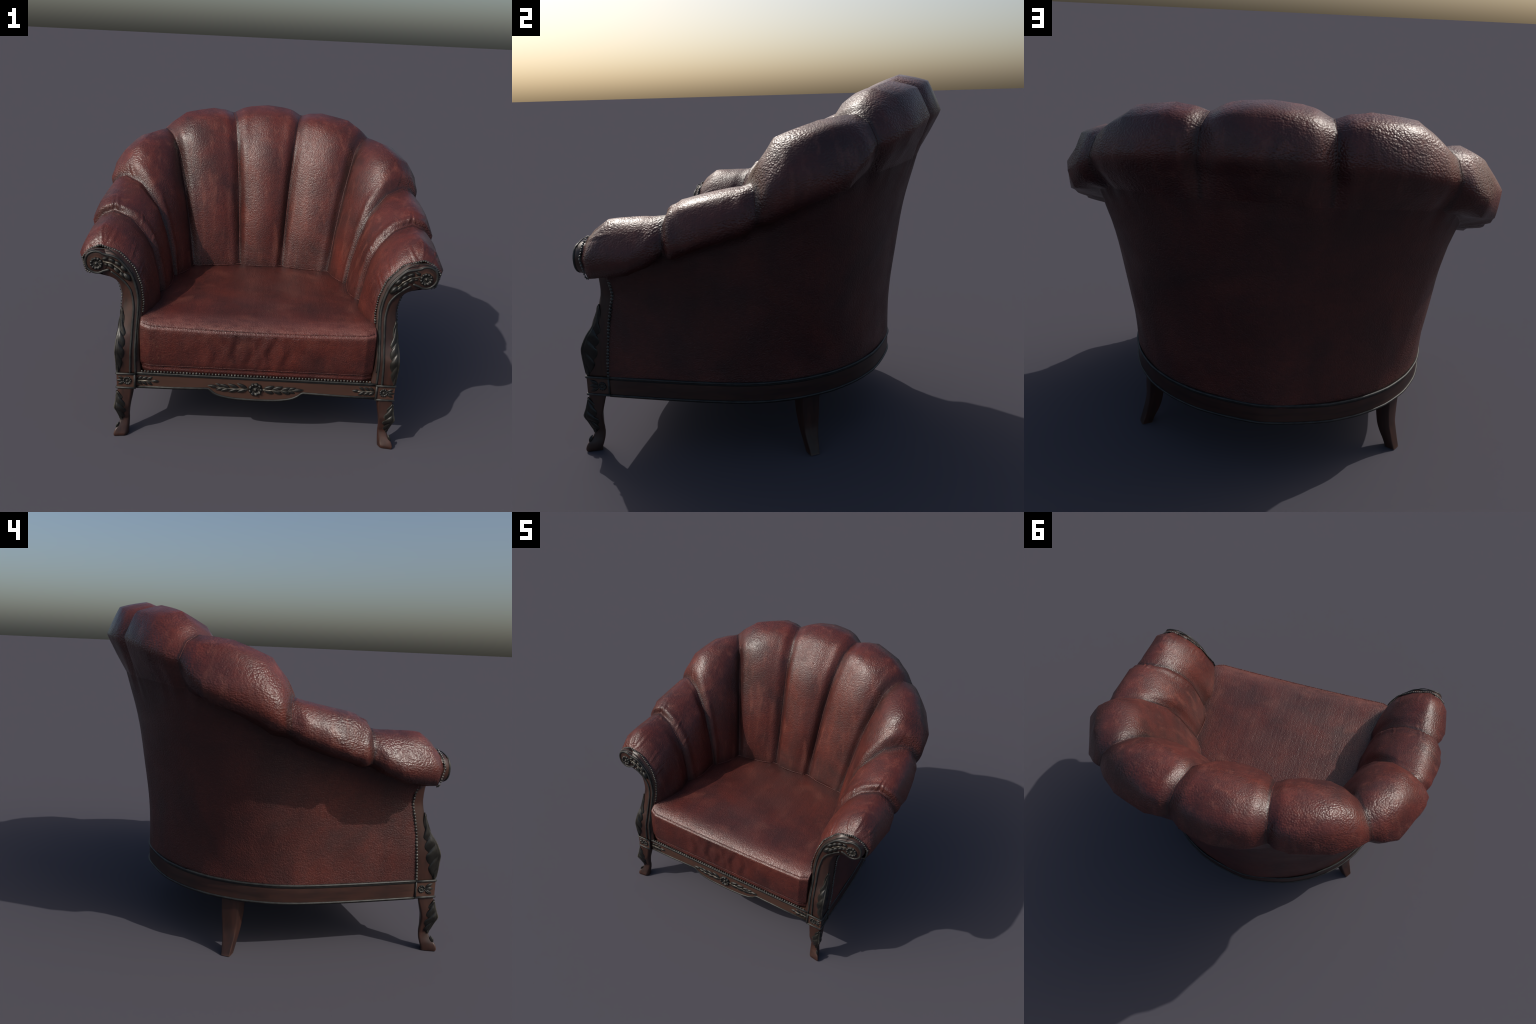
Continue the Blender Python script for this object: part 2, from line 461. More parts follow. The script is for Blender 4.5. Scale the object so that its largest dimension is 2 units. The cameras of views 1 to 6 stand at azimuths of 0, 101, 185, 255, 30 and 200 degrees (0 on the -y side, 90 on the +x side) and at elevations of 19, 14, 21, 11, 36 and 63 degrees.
def wrinkle_height(G, side):
    H = np.zeros(G.shape[:2])
    nn = grid_normals(G)
    for c, d, ln, w, h in WRINKLES:
        c = np.array(c) * np.array([side, 1, 1])
        d = np.array(d, float) * np.array([side, 1, 1]); d /= np.linalg.norm(d)
        r = G - c
        dist = np.linalg.norm(r, axis=2)
        i0 = np.unravel_index(np.argmin(dist), dist.shape)
        if dist[i0] > .05:
            continue
        n0 = nn[i0]
        q = r @ np.cross(d, n0)
        q = q / max(1e-6, np.linalg.norm(np.cross(d, n0)))
        a = (r @ d) / ln
        q = q - .012 * np.sin(a * 3.0) * np.sign(d[0] * side + 1e-3)
        env = np.exp(-((a - .25) / .42) ** 2) * np.exp(-(q / (1.5 * w)) ** 2) * np.clip((.19 - dist) / .05, 0, 1)
        H += h * env * np.cos(q / w * 2.1 + .6)
    return H

def lump(G):
    """Slow unevenness of stuffed leather."""
    x, y, z = G[..., 0], G[..., 1], G[..., 2]
    return 0.0022 * (np.sin(9.1 * x + 5.3 * z + 1.3) * np.sin(7.7 * z - 4.1 * y) + 0.7 * np.sin(17 * y + 11 * z + 2.0 * x + .4))

CHANNELS = []
def channel(ribs, side, rear=1.0, frontw=1.0):
    R = np.array([with_root(r) for r in ribs])
    def build(k):
        G = catmull(R, LU, k)                      # across the channel
        return np.swapaxes(catmull(np.swapaxes(G, 0, 1), LV, k), 0, 1)
    Gs, Gp = build(1.0), build(KPOS)
    nn = grid_normals(Gs)
    mid = Gs[Gs.shape[0] // 2, 3 * LV]
    if nn[Gs.shape[0] // 2, 3 * LV] @ (np.array([0, -.3, mid[2]]) - mid) < 0:
        nn = -nn
    t = np.linspace(0, 1, Gs.shape[0])   # across the channel
    edge = np.clip(np.minimum(t, 1 - t) / 0.06, 0, 1)[:, None]
    H = (wrinkle_height(Gs, side) + lump(Gs)) * edge
    tt = t[:, None]
    if abs(ribs[-1][0][0]) > .53:      # arm channels: plump inner faces
        H = H + .009 * np.sin(np.pi * tt ** 1.3) * np.exp(-((np.arange(Gs.shape[1])[None, :] / LV - 1 - 3.2) / 1.5) ** 2)
    lv = np.arange(Gs.shape[1])[None, :] / LV - 1
    so = np.clip((lv - 5.3) / 1.4, 0, 1)
    rear = rear * (1 - so) + max(rear, .9) * so
    frontw = frontw * (1 - so) + max(frontw, .9 if frontw > .5 else frontw) * so
    H = H + .0075 * (1 + .25 * so) * (rear * np.exp(-((tt - .14) / .085) ** 2) + frontw * np.exp(-((tt - .86) / .085) ** 2)) * edge
    up, wd = Gs + nn * H[..., None], Gp + nn * H[..., None]
    un = grid_normals(up)
    m0, m1 = up.shape[0] // 2, up.shape[1] // 2
    if un[m0, m1] @ nn[m0, m1] < 0:
        un = -un
    CHANNELS.append([wd, un, nn[m0, m1], side, len(ribs)])

r = RIBS
channel([mir(r['s1']), mir(r['c1']), r['c0'], r['c1'], r['s1']], 1)
for A, rear, frw in ((('s1', 'a1', 'a2', 's2'), .8, .8), (('s2', 'b1', 'b2', 's3'), .35, 1.3),
                     (('s3', 'd1', 'd2', 's4'), -.3, 1.6), (('s4', 'e1', 'e2', 's5'), -.35, .3)):
    for side in (1, -1):
        rib = [r[q] if side == 1 else mir(r[q]) for q in A]
        channel(rib, side, rear, frw)

# worn seams between the channels
for q in ('s1', 's2', 's3', 's4'):
    for side in (1, -1):
        R = r[q] if side == 1 else mir(r[q])
        P = catmull(R, 6, KPOS)
        k = int(6 * 7.6)
        rad = np.interp(np.arange(k), [0, 6 * 3, 6 * 5, k - 1], [.0028, .0026, .0018, .0012])
        tube('seam_welt', P[:k], rad, M_WELT, seg=6)

# ------------------------------------------------------------------ outer panel
order = ['s5', 'e2', 'e1', 's4', 'd2', 'd1', 's3', 'b2', 'b1', 's2', 'a2', 'a1', 's1', 'c1', 'c0']
feet = [np.array([*FOOT[q], RAIL_TOP]) for q in order]
feet = np.array(feet + [mir(p) for p in feet[-2::-1]])
feet = catmull(feet, LU, 0.7)
# the crease row of every channel, strung together from one arm front to the other
right = [c for c in CHANNELS[1:] if c[3] == 1]
left = [c for c in CHANNELS[1:] if c[3] == -1]
chain = [(c, True) for c in right[::-1]] + [(CHANNELS[0], True)] + [(c, False) for c in left]
tops, tn = [], []
for k, (c, rev) in enumerate(chain):
    row, nrm = c[0][:, -1], c[1][:, -1]
    if rev:
        row, nrm = row[::-1], nrm[::-1]
    k0 = 0 if k == 0 else 1
    tops += list(row[k0:]); tn += list(nrm[k0:])
tops, tn = np.array(tops), np.array(tn)
pw = np.array([9, 7, 4.5, 2.9, 2.0, 1.5, 1.35, 1.35, 1.45, 1.7, 1.9, 2, 2, 2, 2.0])
pw = np.concatenate([pw, pw[-2::-1]])
pw = np.interp(np.linspace(0, len(pw) - 1, len(tops)), np.arange(len(pw)), pw)
soft = tops.copy()
for _ in range(260):
    soft[1:-1] = .25 * soft[:-2] + .5 * soft[1:-1] + .25 * soft[2:]
hs = np.linspace(1.0, -0.01, 56)
G = np.zeros((len(tops), len(hs), 3))
for j, h in enumerate(hs):
    w = (max(h, 0) ** pw)[:, None]
    f = np.clip((h - .86) / .14, 0, 1)
    tp = tops * f + soft * (1 - f)
    G[:, j, :2] = feet[:, :2] + (tp[:, :2] - feet[:, :2]) * w
    G[:, j, 2] = feet[:, 2] + (tp[:, 2] - feet[:, 2]) * h
gn = grid_normals(G)
if gn[len(gn) // 2, 10][1] < 0:
    gn = -gn
# the panel's front edge is nailed to the back of the arm post
zk = [.376, .515, .632, .725, .78, .85, .87]
hh = np.clip((1 - hs) / .08, 0, 1)
for e, sd in ((0, 1), (len(G) - 1, -1)):
    z = G[e, :, 2]
    want = np.stack([sd * np.interp(z, zk, [.752, .757, .754, .751, .750, .766, .783]),
                     np.interp(z, zk, [-.671, -.657, -.645, -.627, -.616, -.621, -.632])], 1)
    shift = (want - G[e, :, :2]) * hh[:, None]
    for k in range(3 * LU):
        G[e + sd * k, :, :2] += shift * (1 - k / (3 * LU)) ** 2
G = G + gn * (lump(G) * 0.9 * np.clip((1 - hs) / .1, 0, 1))[..., None]
gn = grid_normals(G)
if gn[len(gn) // 2, 10][1] < 0:
    gn = -gn
# soften the crease: channels and panel share one normal along it
av = gn[:, 0] + tn
av /= np.maximum(np.linalg.norm(av, axis=1, keepdims=True), 1e-6)
gn[:, 0] = av
for j in (1, 2):
    gn[:, j] = gn[:, j] * (j / 3) + av * (1 - j / 3)
    gn[:, j] /= np.linalg.norm(gn[:, j], axis=1, keepdims=True)
o = 0
for c, rev in chain:
    n = len(c[0])
    a = av[o:o + n]
    c[1][:, -1] = a[::-1] if rev else a
    o += n - 1
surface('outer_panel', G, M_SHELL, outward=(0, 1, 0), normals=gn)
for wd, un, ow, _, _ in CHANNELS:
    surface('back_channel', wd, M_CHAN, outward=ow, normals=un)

# ------------------------------------------------------------------ seat
prof = catmull(np.array([(0, .22, .698), (0, .08, .703), (0, -.12, .706), (0, -.35, .707), (0, -.55, .704), (0, -.66, .699), (0, -.71, .690),
                         (0, -.748, .674), (0, -.770, .656), (0, -.778, .638), (0, -.782, .55), (0, -.780, .47), (0, -.775, .438),
                         (0, -.768, .427), (0, -.766, .414), (0, -.767, .402), (0, -.758, .378)]), 6, 1.0)
wy = np.array([-.8, -.72, -.6, -.38, -.11, .09, .3])
ww = np.array([.630, .631, .61, .60, .555, .46, .42])
us = np.concatenate([[-1.02, -1.01, -1.003], np.linspace(-1, 1, 261), [1.003, 1.01, 1.02]])
G = np.zeros((len(us), len(prof), 3))
for i, uf in enumerate(us):
    u = max(-1, min(1, uf))          # the ends return behind the front panel
    ret = (abs(uf) - abs(u)) / .02
    for j, (_, y, z) in enumerate(prof):
        W = np.interp(y, wy, ww)
        zz, yy = z, y
        fr = min(1, max(0, (-.45 - y) / .3))
        c = max(0, (abs(u) - .915) / .085)
        yy += fr * c * .024
        if z > .63:
            zz -= fr * .014 * (1 - u * u)
            zz += (1 - fr) * .006 * math.cos(u * 2.6) * math.sin(max(0, (.1 - y)) * 3)
            zz += fr * .006 * c
        else:
            # slack folds of the front panel
            k = math.exp(-(u / .42) ** 2) * math.sin(max(0, min(1, (z - .43) / .21)) * math.pi)
            x0 = u * W
            kz = math.sin(max(0, min(1, (z - .425) / .21)) * math.pi) ** .7
            for fx, sl, fw, am in ((-.30, .10, .045, .005), (-.225, -.15, .022, .006), (-.115, -.22, .020, .0085), (-.035, .15, .02, .006),
                                   (.02, -.1, .016, .005), (.078, .28, .021, .009), (.165, .18, .022, .008), (.26, -.1, .04, .005), (.36, .1, .05, .004), (-.40, .1, .05, .004)):
                d = (x0 - fx - .35 * sl * (z - .54) - .01 * math.sin(z * 40 + fx * 30)) / fw
                yy += .62 * am * kz * (math.exp(-d * d) - .8 * math.exp(-(d + 1.7) ** 2))
        G[i, j] = (u * (W - .004 * ret), yy + ret * fr * .10, zz)
gn = grid_normals(G)
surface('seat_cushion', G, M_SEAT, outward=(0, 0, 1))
edge = [p for p in G[6:-6, 8 * 6 - 2]]
wob = [np.array(p) + np.array([0, -.0005, .0014 * math.sin(i * 2.1) + .0012 * math.sin(i * 5.3) * math.sin(i * .37)]) for i, p in enumerate(edge)]
tube('seat_welt', wob, [.0032 + .0012 * math.sin(i * 1.7) * math.sin(i * .61) for i in range(len(wob))], M_WELT, seg=6)
low = [p + np.array([0, -.001, 0]) for p in G[7:-7, 12 * 6 + 3]]
tube('seat_welt', low, .0017, M_WELT, seg=6)

# seam where the back meets the seat
seq = ['s4', 'd2', 'd1', 's3', 'b2', 'b1', 's2', 'a2', 'a1', 's1', 'c1', 'c0']
line = [r[q][0] for q in seq]
line = np.array(line + [mir(p) for p in line[-2::-1]])
line[:, 2] = .7055
line = catmull(line, 6, .6)
jit = np.array([[0, -.002, .0012 * math.sin(i * 2.3)] for i in range(len(line))])
tube('back_welt', line + jit, .0026, M_WELT, seg=6)

# ------------------------------------------------------------------ base rail
half = [(.752, -.672), (.753, -.40), (.748, -.20), (.738, -.06), (.712, .065), (.652, .205), (.558, .335), (.440, .436), (.305, .510), (.165, .551), (0, .576)]
half = np.array([(x, y, 0) for x, y in half], float)
path = np.concatenate([half, mir(half)[-2::-1]])
path = catmull(path, 6, 0.75)
T = np.gradient(path, axis=0)
T /= np.linalg.norm(T, axis=1, keepdims=True)
OUT = np.stack([T[:, 1], -T[:, 0], np.zeros(len(T))], 1)
if OUT[0][0] < 0:
    OUT = -OUT
sec = [(-.05, RAIL_BOT), (-.003, RAIL_BOT), (0, RAIL_BOT + .003), (.001, .33), (0, RAIL_TOP - .003), (-.003, RAIL_TOP), (-.05, RAIL_TOP)]
V = []
for p, o in zip(path, OUT):
    for d, z in sec:
        V.append(p + o * d + np.array([0, 0, z]))
F = grid_faces(len(path), len(sec), True)
F += [tuple(range(len(sec))), tuple((len(path) - 1) * len(sec) + k for k in range(len(sec)))]
rail = mesh_obj('base_rail', V, F, M_RAIL, angle=40)
for z, rad in ((RAIL_TOP + .002, .0062), (RAIL_BOT + .003, .0055)):
    tube('moulding', path + OUT * .001 + np.array([0, 0, z]), rad, M_MOULD, rail, seg=8)
    tube('moulding_shadow_strip', path - OUT * .0012 + np.array([0, 0, z - .0085 * (1 if z > .33 else 0) - (.004 if z < .33 else 0)]), .0048, M_MOULD_SHADOW, rail, seg=8)

# front rail with a shaped apron
ap = [(-.258, .2975), (-.247, .290), (-.232, .276), (-.212, .264), (-.189, .256), (-.155, .2485), (-.113, .2435), (-.06, .241), (0, .240)]
bottom = [(-.655, .289), (-.45, .291)] + ap + [(-x, z) for x, z in ap[-2::-1]] + [(.45, .291), (.655, .289)]
fv, ff = [], []
yF, yB = -.766, -.73
for x, z in bottom:
    for y in (yF, yB):
        fv += [(x, y, z), (x, y, RAIL_TOP)]
nb = len(bottom)
for i in range(nb - 1):
    a, b = i * 4, (i + 1) * 4
    ff += [(a, b, b + 1, a + 1), (a + 2, a + 3, b + 3, b + 2), (a, a + 2, b + 2, b), (a + 1, b + 1, b + 3, a + 3)]
ff += [(0, 1, 3, 2), ((nb - 1) * 4, (nb - 1) * 4 + 2, (nb - 1) * 4 + 3, (nb - 1) * 4 + 1)]
frail = mesh_obj('front_rail', fv, ff, M_RAIL, angle=30)
bl = np.array([(x, yF - .001, z + .004) for x, z in bottom])
tube('moulding', bl, .0058, M_MOULD, frail)
tube('moulding_shadow_strip', bl + np.array([0, .003, -.006]), .0048, M_MOULD_SHADOW, frail)
tube('moulding', [(x, yF - .001, RAIL_TOP + .001) for x in np.linspace(-.655, .655, 30)], .0062, M_MOULD, frail)
tube('moulding_shadow_strip', [(x, yF + .0015, RAIL_TOP - .0085) for x in np.linspace(-.655, .655, 30)], .0048, M_MOULD_SHADOW, frail)
xs = np.linspace(-.618, .618, 72)
nail_strip('nail_trim', [(x, yF - .004, .3905 + .0006 * math.sin(i * 2.7)) for i, x in enumerate(xs)], [(0, -1, .25)] * len(xs), .0064, frail)

# underside
uv = [tuple(p + np.array([0, 0, .296]) - o * .02) for p, o in zip(path, OUT)]
uv = [(.64, -.74, .296)] + uv + [(-.64, -.74, .296)]
mesh_obj('underside_panel', uv, [tuple(range(len(uv)))], M_UNDER, smooth=False)

# ------------------------------------------------------------------ carving pieces
def leaf_mesh(name, ln, wd, th, mat, fold=0.35, tip=1.0):
    """Plump carved leaf, length along +x, relief along +z, with a midrib groove."""
    nu, nv = 10, 9
    v = []
    for i in range(nu):
        t = i / (nu - 1)
        w = wd * 0.5 * (math.sin(math.pi * min(1, t * .93 + .05)) ** .75) * (1 - .25 * t)
        for j in range(nv):
            q = -1 + 2 * j / (nv - 1)
            z = th * (1 - q * q) ** .6 * (math.sin(math.pi * (t * .92 + .04)) ** .6)
            z -= fold * th * math.exp(-(q / .22) ** 2) * (1 - t * .5)
            v.append((t * ln, q * w, z))
    f = grid_faces(nu, nv)
    me = bpy.data.meshes.new(name)
    me.from_pydata(v, [], f)
    for p in me.polygons:
        p.use_smooth = True
    me.materials.append(mat)
    return me

def rosette_mesh(name, R, petals, th, mat):
    """Round flower head: ring of petals, hollow dish and a boss."""
    seg, rings = petals * 6, 14
    v = []
    for i in range(rings):
        t = i / (rings - 1)
        for k in range(seg):
            a = 2 * math.pi * k / seg
            lobe = abs(math.cos(a * petals / 2))
            rr = R * t * (1 - .12 * t * t * (1 - lobe))
            if t < .24:
                z = th * (1.0 - (t / .24) ** 2 * .75)
            elif t < .55:
                z = th * (.25 + .12 * lobe)
            else:
                s = (t - .55) / .45
                z = th * (.30 + .75 * math.sin(math.pi * min(1, s * .9 + .1)) ** .8 * (.35 + .65 * lobe)) * (1 if t < .99 else 0)
            v.append((rr * math.cos(a), rr * math.sin(a), z))
    f = grid_faces(rings, seg, True)
    me = bpy.data.meshes.new(name)
    me.from_pydata(v, [], f)
    for p in me.polygons:
        p.use_smooth = True
    me.materials.append(mat)
    return me

LEAF = leaf_mesh('carved_leaf', 1.0, .42, .20, M_METAL)
BUD = leaf_mesh('carved_bud', 1.0, .62, .34, M_METAL, fold=.18)
ROSE = rosette_mesh('rosette', 1.0, 11, .32, M_METAL)
FLOWER = rosette_mesh('flower', 1.0, 9, .38, M_METAL)

def place(name, me, pos, normal, along, size, parent, wide=1.0):
    return instance(name, me, frame(pos, normal, along) @ Matrix.Diagonal((size, size * wide, size, 1)), parent)

front = (0, -1, 0)
place('flower', FLOWER, (0, yF + .001, .310), front, (1, 0, 0), .041, frail)
for s in (1, -1):
    # laurel spray either side of the flower
    stem = [(s * .04, .311), (s * .09, .308), (s * .15, .309), (s * .21, .314), (s * .258, .3205)]
    tube('stem', [(x, yF - .003, z) for x, z in stem], [.004, .004, .0035, .003, .002], M_METAL, frail, seg=6)
    for x0, up, ln in ((.045, 1, .062), (.045, -1, .060), (.092, 1, .062), (.092, -1, .060), (.140, 1, .056), (.140, -1, .054), (.175, 1, .048), (.175, -1, .044)):
        zc = np.interp(x0, [.04, .15, .258], [.311, .309, .3205])
        ang = math.radians(up * rng.uniform(16, 23) + 3)
        place('carved_leaf', LEAF, (s * x0, yF, zc + up * .003), (0, -1, .1 * up), (s * math.cos(ang), 0, math.sin(ang)), ln, frail, 1.05)
    place('carved_leaf', LEAF, (s * .205, yF, .3145), front, (s, 0, .12), .056, frail, .95)
    # corner sprays growing in from the posts
    tube('stem', [(s * .648, yF - .003, .331), (s * .58, yF - .003, .331), (s * .535, yF - .003, .331)], [.004, .0035, .002], M_METAL, frail, seg=6)
    for x0 in (.648, .622, .594):
        for up in (1, -1):
            ang = math.radians(up * 34)
            place('carved_leaf', LEAF, (s * x0, yF, .331 + up * .004), (0, -1, .1 * up), (-s * math.cos(ang), 0, math.sin(ang)), .040, frail, 1.25)
    place('carved_leaf', LEAF, (s * .566, yF, .331), front, (-s, 0, 0), .040, frail, 1.2)

# ------------------------------------------------------------------ carved arm posts
# Cross-section stations from the rail up and over into the scroll:
# nail line, inner bead, outer bead, front-outer ridge, back-outer edge, back-inner edge.
POST = [
 [(.622, -.766, .374), (.652, -.772, .374), (.682, -.774, .374), (.751, -.780, .374), (.751, -.672, .374), (.64, -.672, .374)],
 [(.629, -.752, .445), (.656, -.768, .445), (.681, -.772, .445), (.756, -.788, .445), (.755, -.666, .445), (.645, -.664, .445)],
 [(.630, -.748, .515), (.656, -.764, .515), (.679, -.768, .515), (.759, -.790, .515), (.757, -.658, .515), (.645, -.655, .515)],
 [(.628, -.738, .575), (.654, -.748, .575), (.676, -.752, .575), (.755, -.765, .575), (.754, -.652, .575), (.645, -.648, .575)],
 [(.627, -.726, .632), (.652, -.734, .632), (.674, -.737, .632), (.746, -.727, .632), (.753, -.646, .632), (.645, -.640, .632)],
 [(.621, -.702, .72), (.647, -.713, .722), (.670, -.714, .724), (.734, -.693, .73), (.750, -.628, .725), (.645, -.615, .72)],
 [(.623, -.683, .79), (.648, -.699, .785), (.675, -.699, .775), (.732, -.684, .788), (.749, -.617, .78), (.65, -.605, .79)],
 [(.637, -.667, .86), (.661, -.692, .85), (.687, -.692, .825), (.749, -.680, .858), (.766, -.622, .85), (.67, -.605, .86)],
 [(.663, -.659, .93), (.684, -.690, .915), (.714, -.690, .866), (.778, -.676, .882), (.80, -.625, .875), (.69, -.61, .92)],
 [(.703, -.655, .985), (.717, -.690, .960), (.755, -.690, .903), (.812, -.676, .896), (.83, -.63, .895), (.73, -.61, .97)],
 [(.768, -.654, 1.043), (.765, -.690, 1.008), (.798, -.690, .932), (.835, -.678, .905), (.85, -.63, .90), (.79, -.61, 1.02)],
 [(.83, -.655, 1.05), (.82, -.690, 1.01), (.84, -.690, .95), (.85, -.684, .935), (.86, -.64, .93), (.84, -.61, 1.0)],
]
POST = np.array(POST, float)
SC = np.array([.866, .973])     # scroll centre

def fillet_sections(S, rad, seg=4):
    """Replace the corners of each (closed) section by small rounded ones."""
    n = S.shape[1]
    cols = []
    for c in range(n):
        p, a, b = S[:, c], S[:, (c - 1) % n], S[:, (c + 1) % n]
        da, db = a - p, b - p
        la, lb = np.linalg.norm(da, axis=1, keepdims=True), np.linalg.norm(db, axis=1, keepdims=True)
        ra, rb = np.minimum(rad, .45 * la), np.minimum(rad, .45 * lb)
        A, B = p + da / la * ra, p + db / lb * rb
        for k in range(seg):
            t = k / (seg - 1)
            cols.append(A * (1 - t) ** 2 + 2 * p * t * (1 - t) + B * t * t)
    return np.stack(cols, 1)

def loft_closed(name, S, mat, parent=ROOT, angle=None):
    nu, nv, _ = S.shape
    F = grid_faces(nu, nv, True) + [tuple(range(nv)), tuple((nu - 1) * nv + k for k in range(nv))]
    return mesh_obj(name, S.reshape(-1, 3), F, mat, parent, angle=angle)

def acanthus(name, ridge, fa, fb, mat, parent, lobes, wfun, th=.007, flip=1):
    """Carved leaf wrapped over a ridge; fa / fb are the facing edges of the two
    faces that meet in the ridge.  Scalloped outline, slanting flutes, raised midrib."""
    n, m = len(ridge), 41
    da, db = fa - ridge, fb - ridge
    ta = np.gradient(ridge, axis=0)
    na = np.cross(ta, da); nb = np.cross(db, ta)
    na /= np.linalg.norm(na, axis=1, keepdims=True); nb /= np.linalg.norm(nb, axis=1, keepdims=True)
    cen = (da + db)
    na *= np.where(np.sum(na * db, 1) > 0, -1, 1)[:, None]
    nb *= np.where(np.sum(nb * da, 1) > 0, -1, 1)[:, None]
    nr = na + nb
    nr /= np.linalg.norm(nr, axis=1, keepdims=True)
    V = []
    for i in range(n):
        s = i / (n - 1)
        for j in range(m):
            q = -1 + 2 * j / (m - 1)
            a = abs(q)
            ph = (s * lobes - a * .9) % 1.0
            w = wfun(s) * (1 - .30 * (1 - math.sin(math.pi * ph) ** .6) * a)
            d, nn = (da[i], na[i]) if q < 0 else (db[i], nb[i])
            k = min(1, a / .2)
            nrm = nr[i] * (1 - k) + nn * k
            fl = min(1, max(0, (a - .12) / .3))
            h = th * (.25 + .75 * ((1 - fl) * .5 + fl * math.sin(math.pi * ph) ** .7 * 1.25)) * (1 - a ** 6) + th * .9 * math.exp(-(q / .09) ** 2) - .002 * (a > .97)
            if s < .02 or s > .98:
                h -= .004
            V.append(ridge[i] - nr[i] * .0085 * (1 - k) + d * w * a + nrm * h)
    return mesh_obj(name, V, grid_faces(n, m), mat, parent)

# cabriole leg: ridge, inner-front, inner-back, outer-back corners
LEG = [
 [(.751, -.779, .292), (.672, -.782, .292), (.660, -.735, .292), (.751, -.690, .292)],
 [(.755, -.788, .25), (.676, -.785, .25), (.668, -.738, .25), (.752, -.702, .25)],
 [(.760, -.797, .215), (.680, -.787, .215), (.675, -.742, .215), (.752, -.712, .215)],
 [(.766, -.806, .183), (.683, -.790, .183), (.682, -.746, .183), (.752, -.720, .183)],
 [(.756, -.794, .15), (.687, -.783, .15), (.687, -.746, .15), (.748, -.720, .15)],
 [(.747, -.783, .118), (.690, -.774, .118), (.690, -.746, .118), (.743, -.718, .118)],
 [(.741, -.776, .094), (.691, -.768, .094), (.690, -.744, .094), (.738, -.718, .094)],
 [(.750, -.787, .065), (.694, -.776, .065), (.690, -.748, .065), (.739, -.721, .065)],
 [(.769, -.807, .036), (.700, -.788, .036), (.690, -.757, .036), (.743, -.728, .036)],
 [(.776, -.813, .014), (.706, -.802, .014), (.691, -.765, .014), (.746, -.735, .014)],
 [(.775, -.811, 0), (.708, -.801, 0), (.693, -.766, 0), (.746, -.736, 0)],
]
LEG = np.array(LEG, float)

BACKLEG = [  # outer-back, outer-front, inner-front, inner-back corners
 [(.585, .280, .292), (.632, .207, .292), (.596, .160, .292), (.520, .245, .292)],
 [(.590, .278, .20), (.631, .210, .20), (.596, .166, .20), (.527, .246, .20)],
 [(.598, .275, .13), (.632, .214, .13), (.599, .178, .13), (.538, .248, .13)],
 [(.609, .275, .085), (.640, .221, .085), (.605, .190, .085), (.553, .250, .085)],
 [(.620, .279, .04), (.650, .234, .04), (.612, .204, .04), (.574, .255, .04)],
 [(.634, .284, 0), (.659, .246, 0), (.619, .217, 0), (.590, .258, 0)],
]
BACKLEG = np.array(BACKLEG, float)

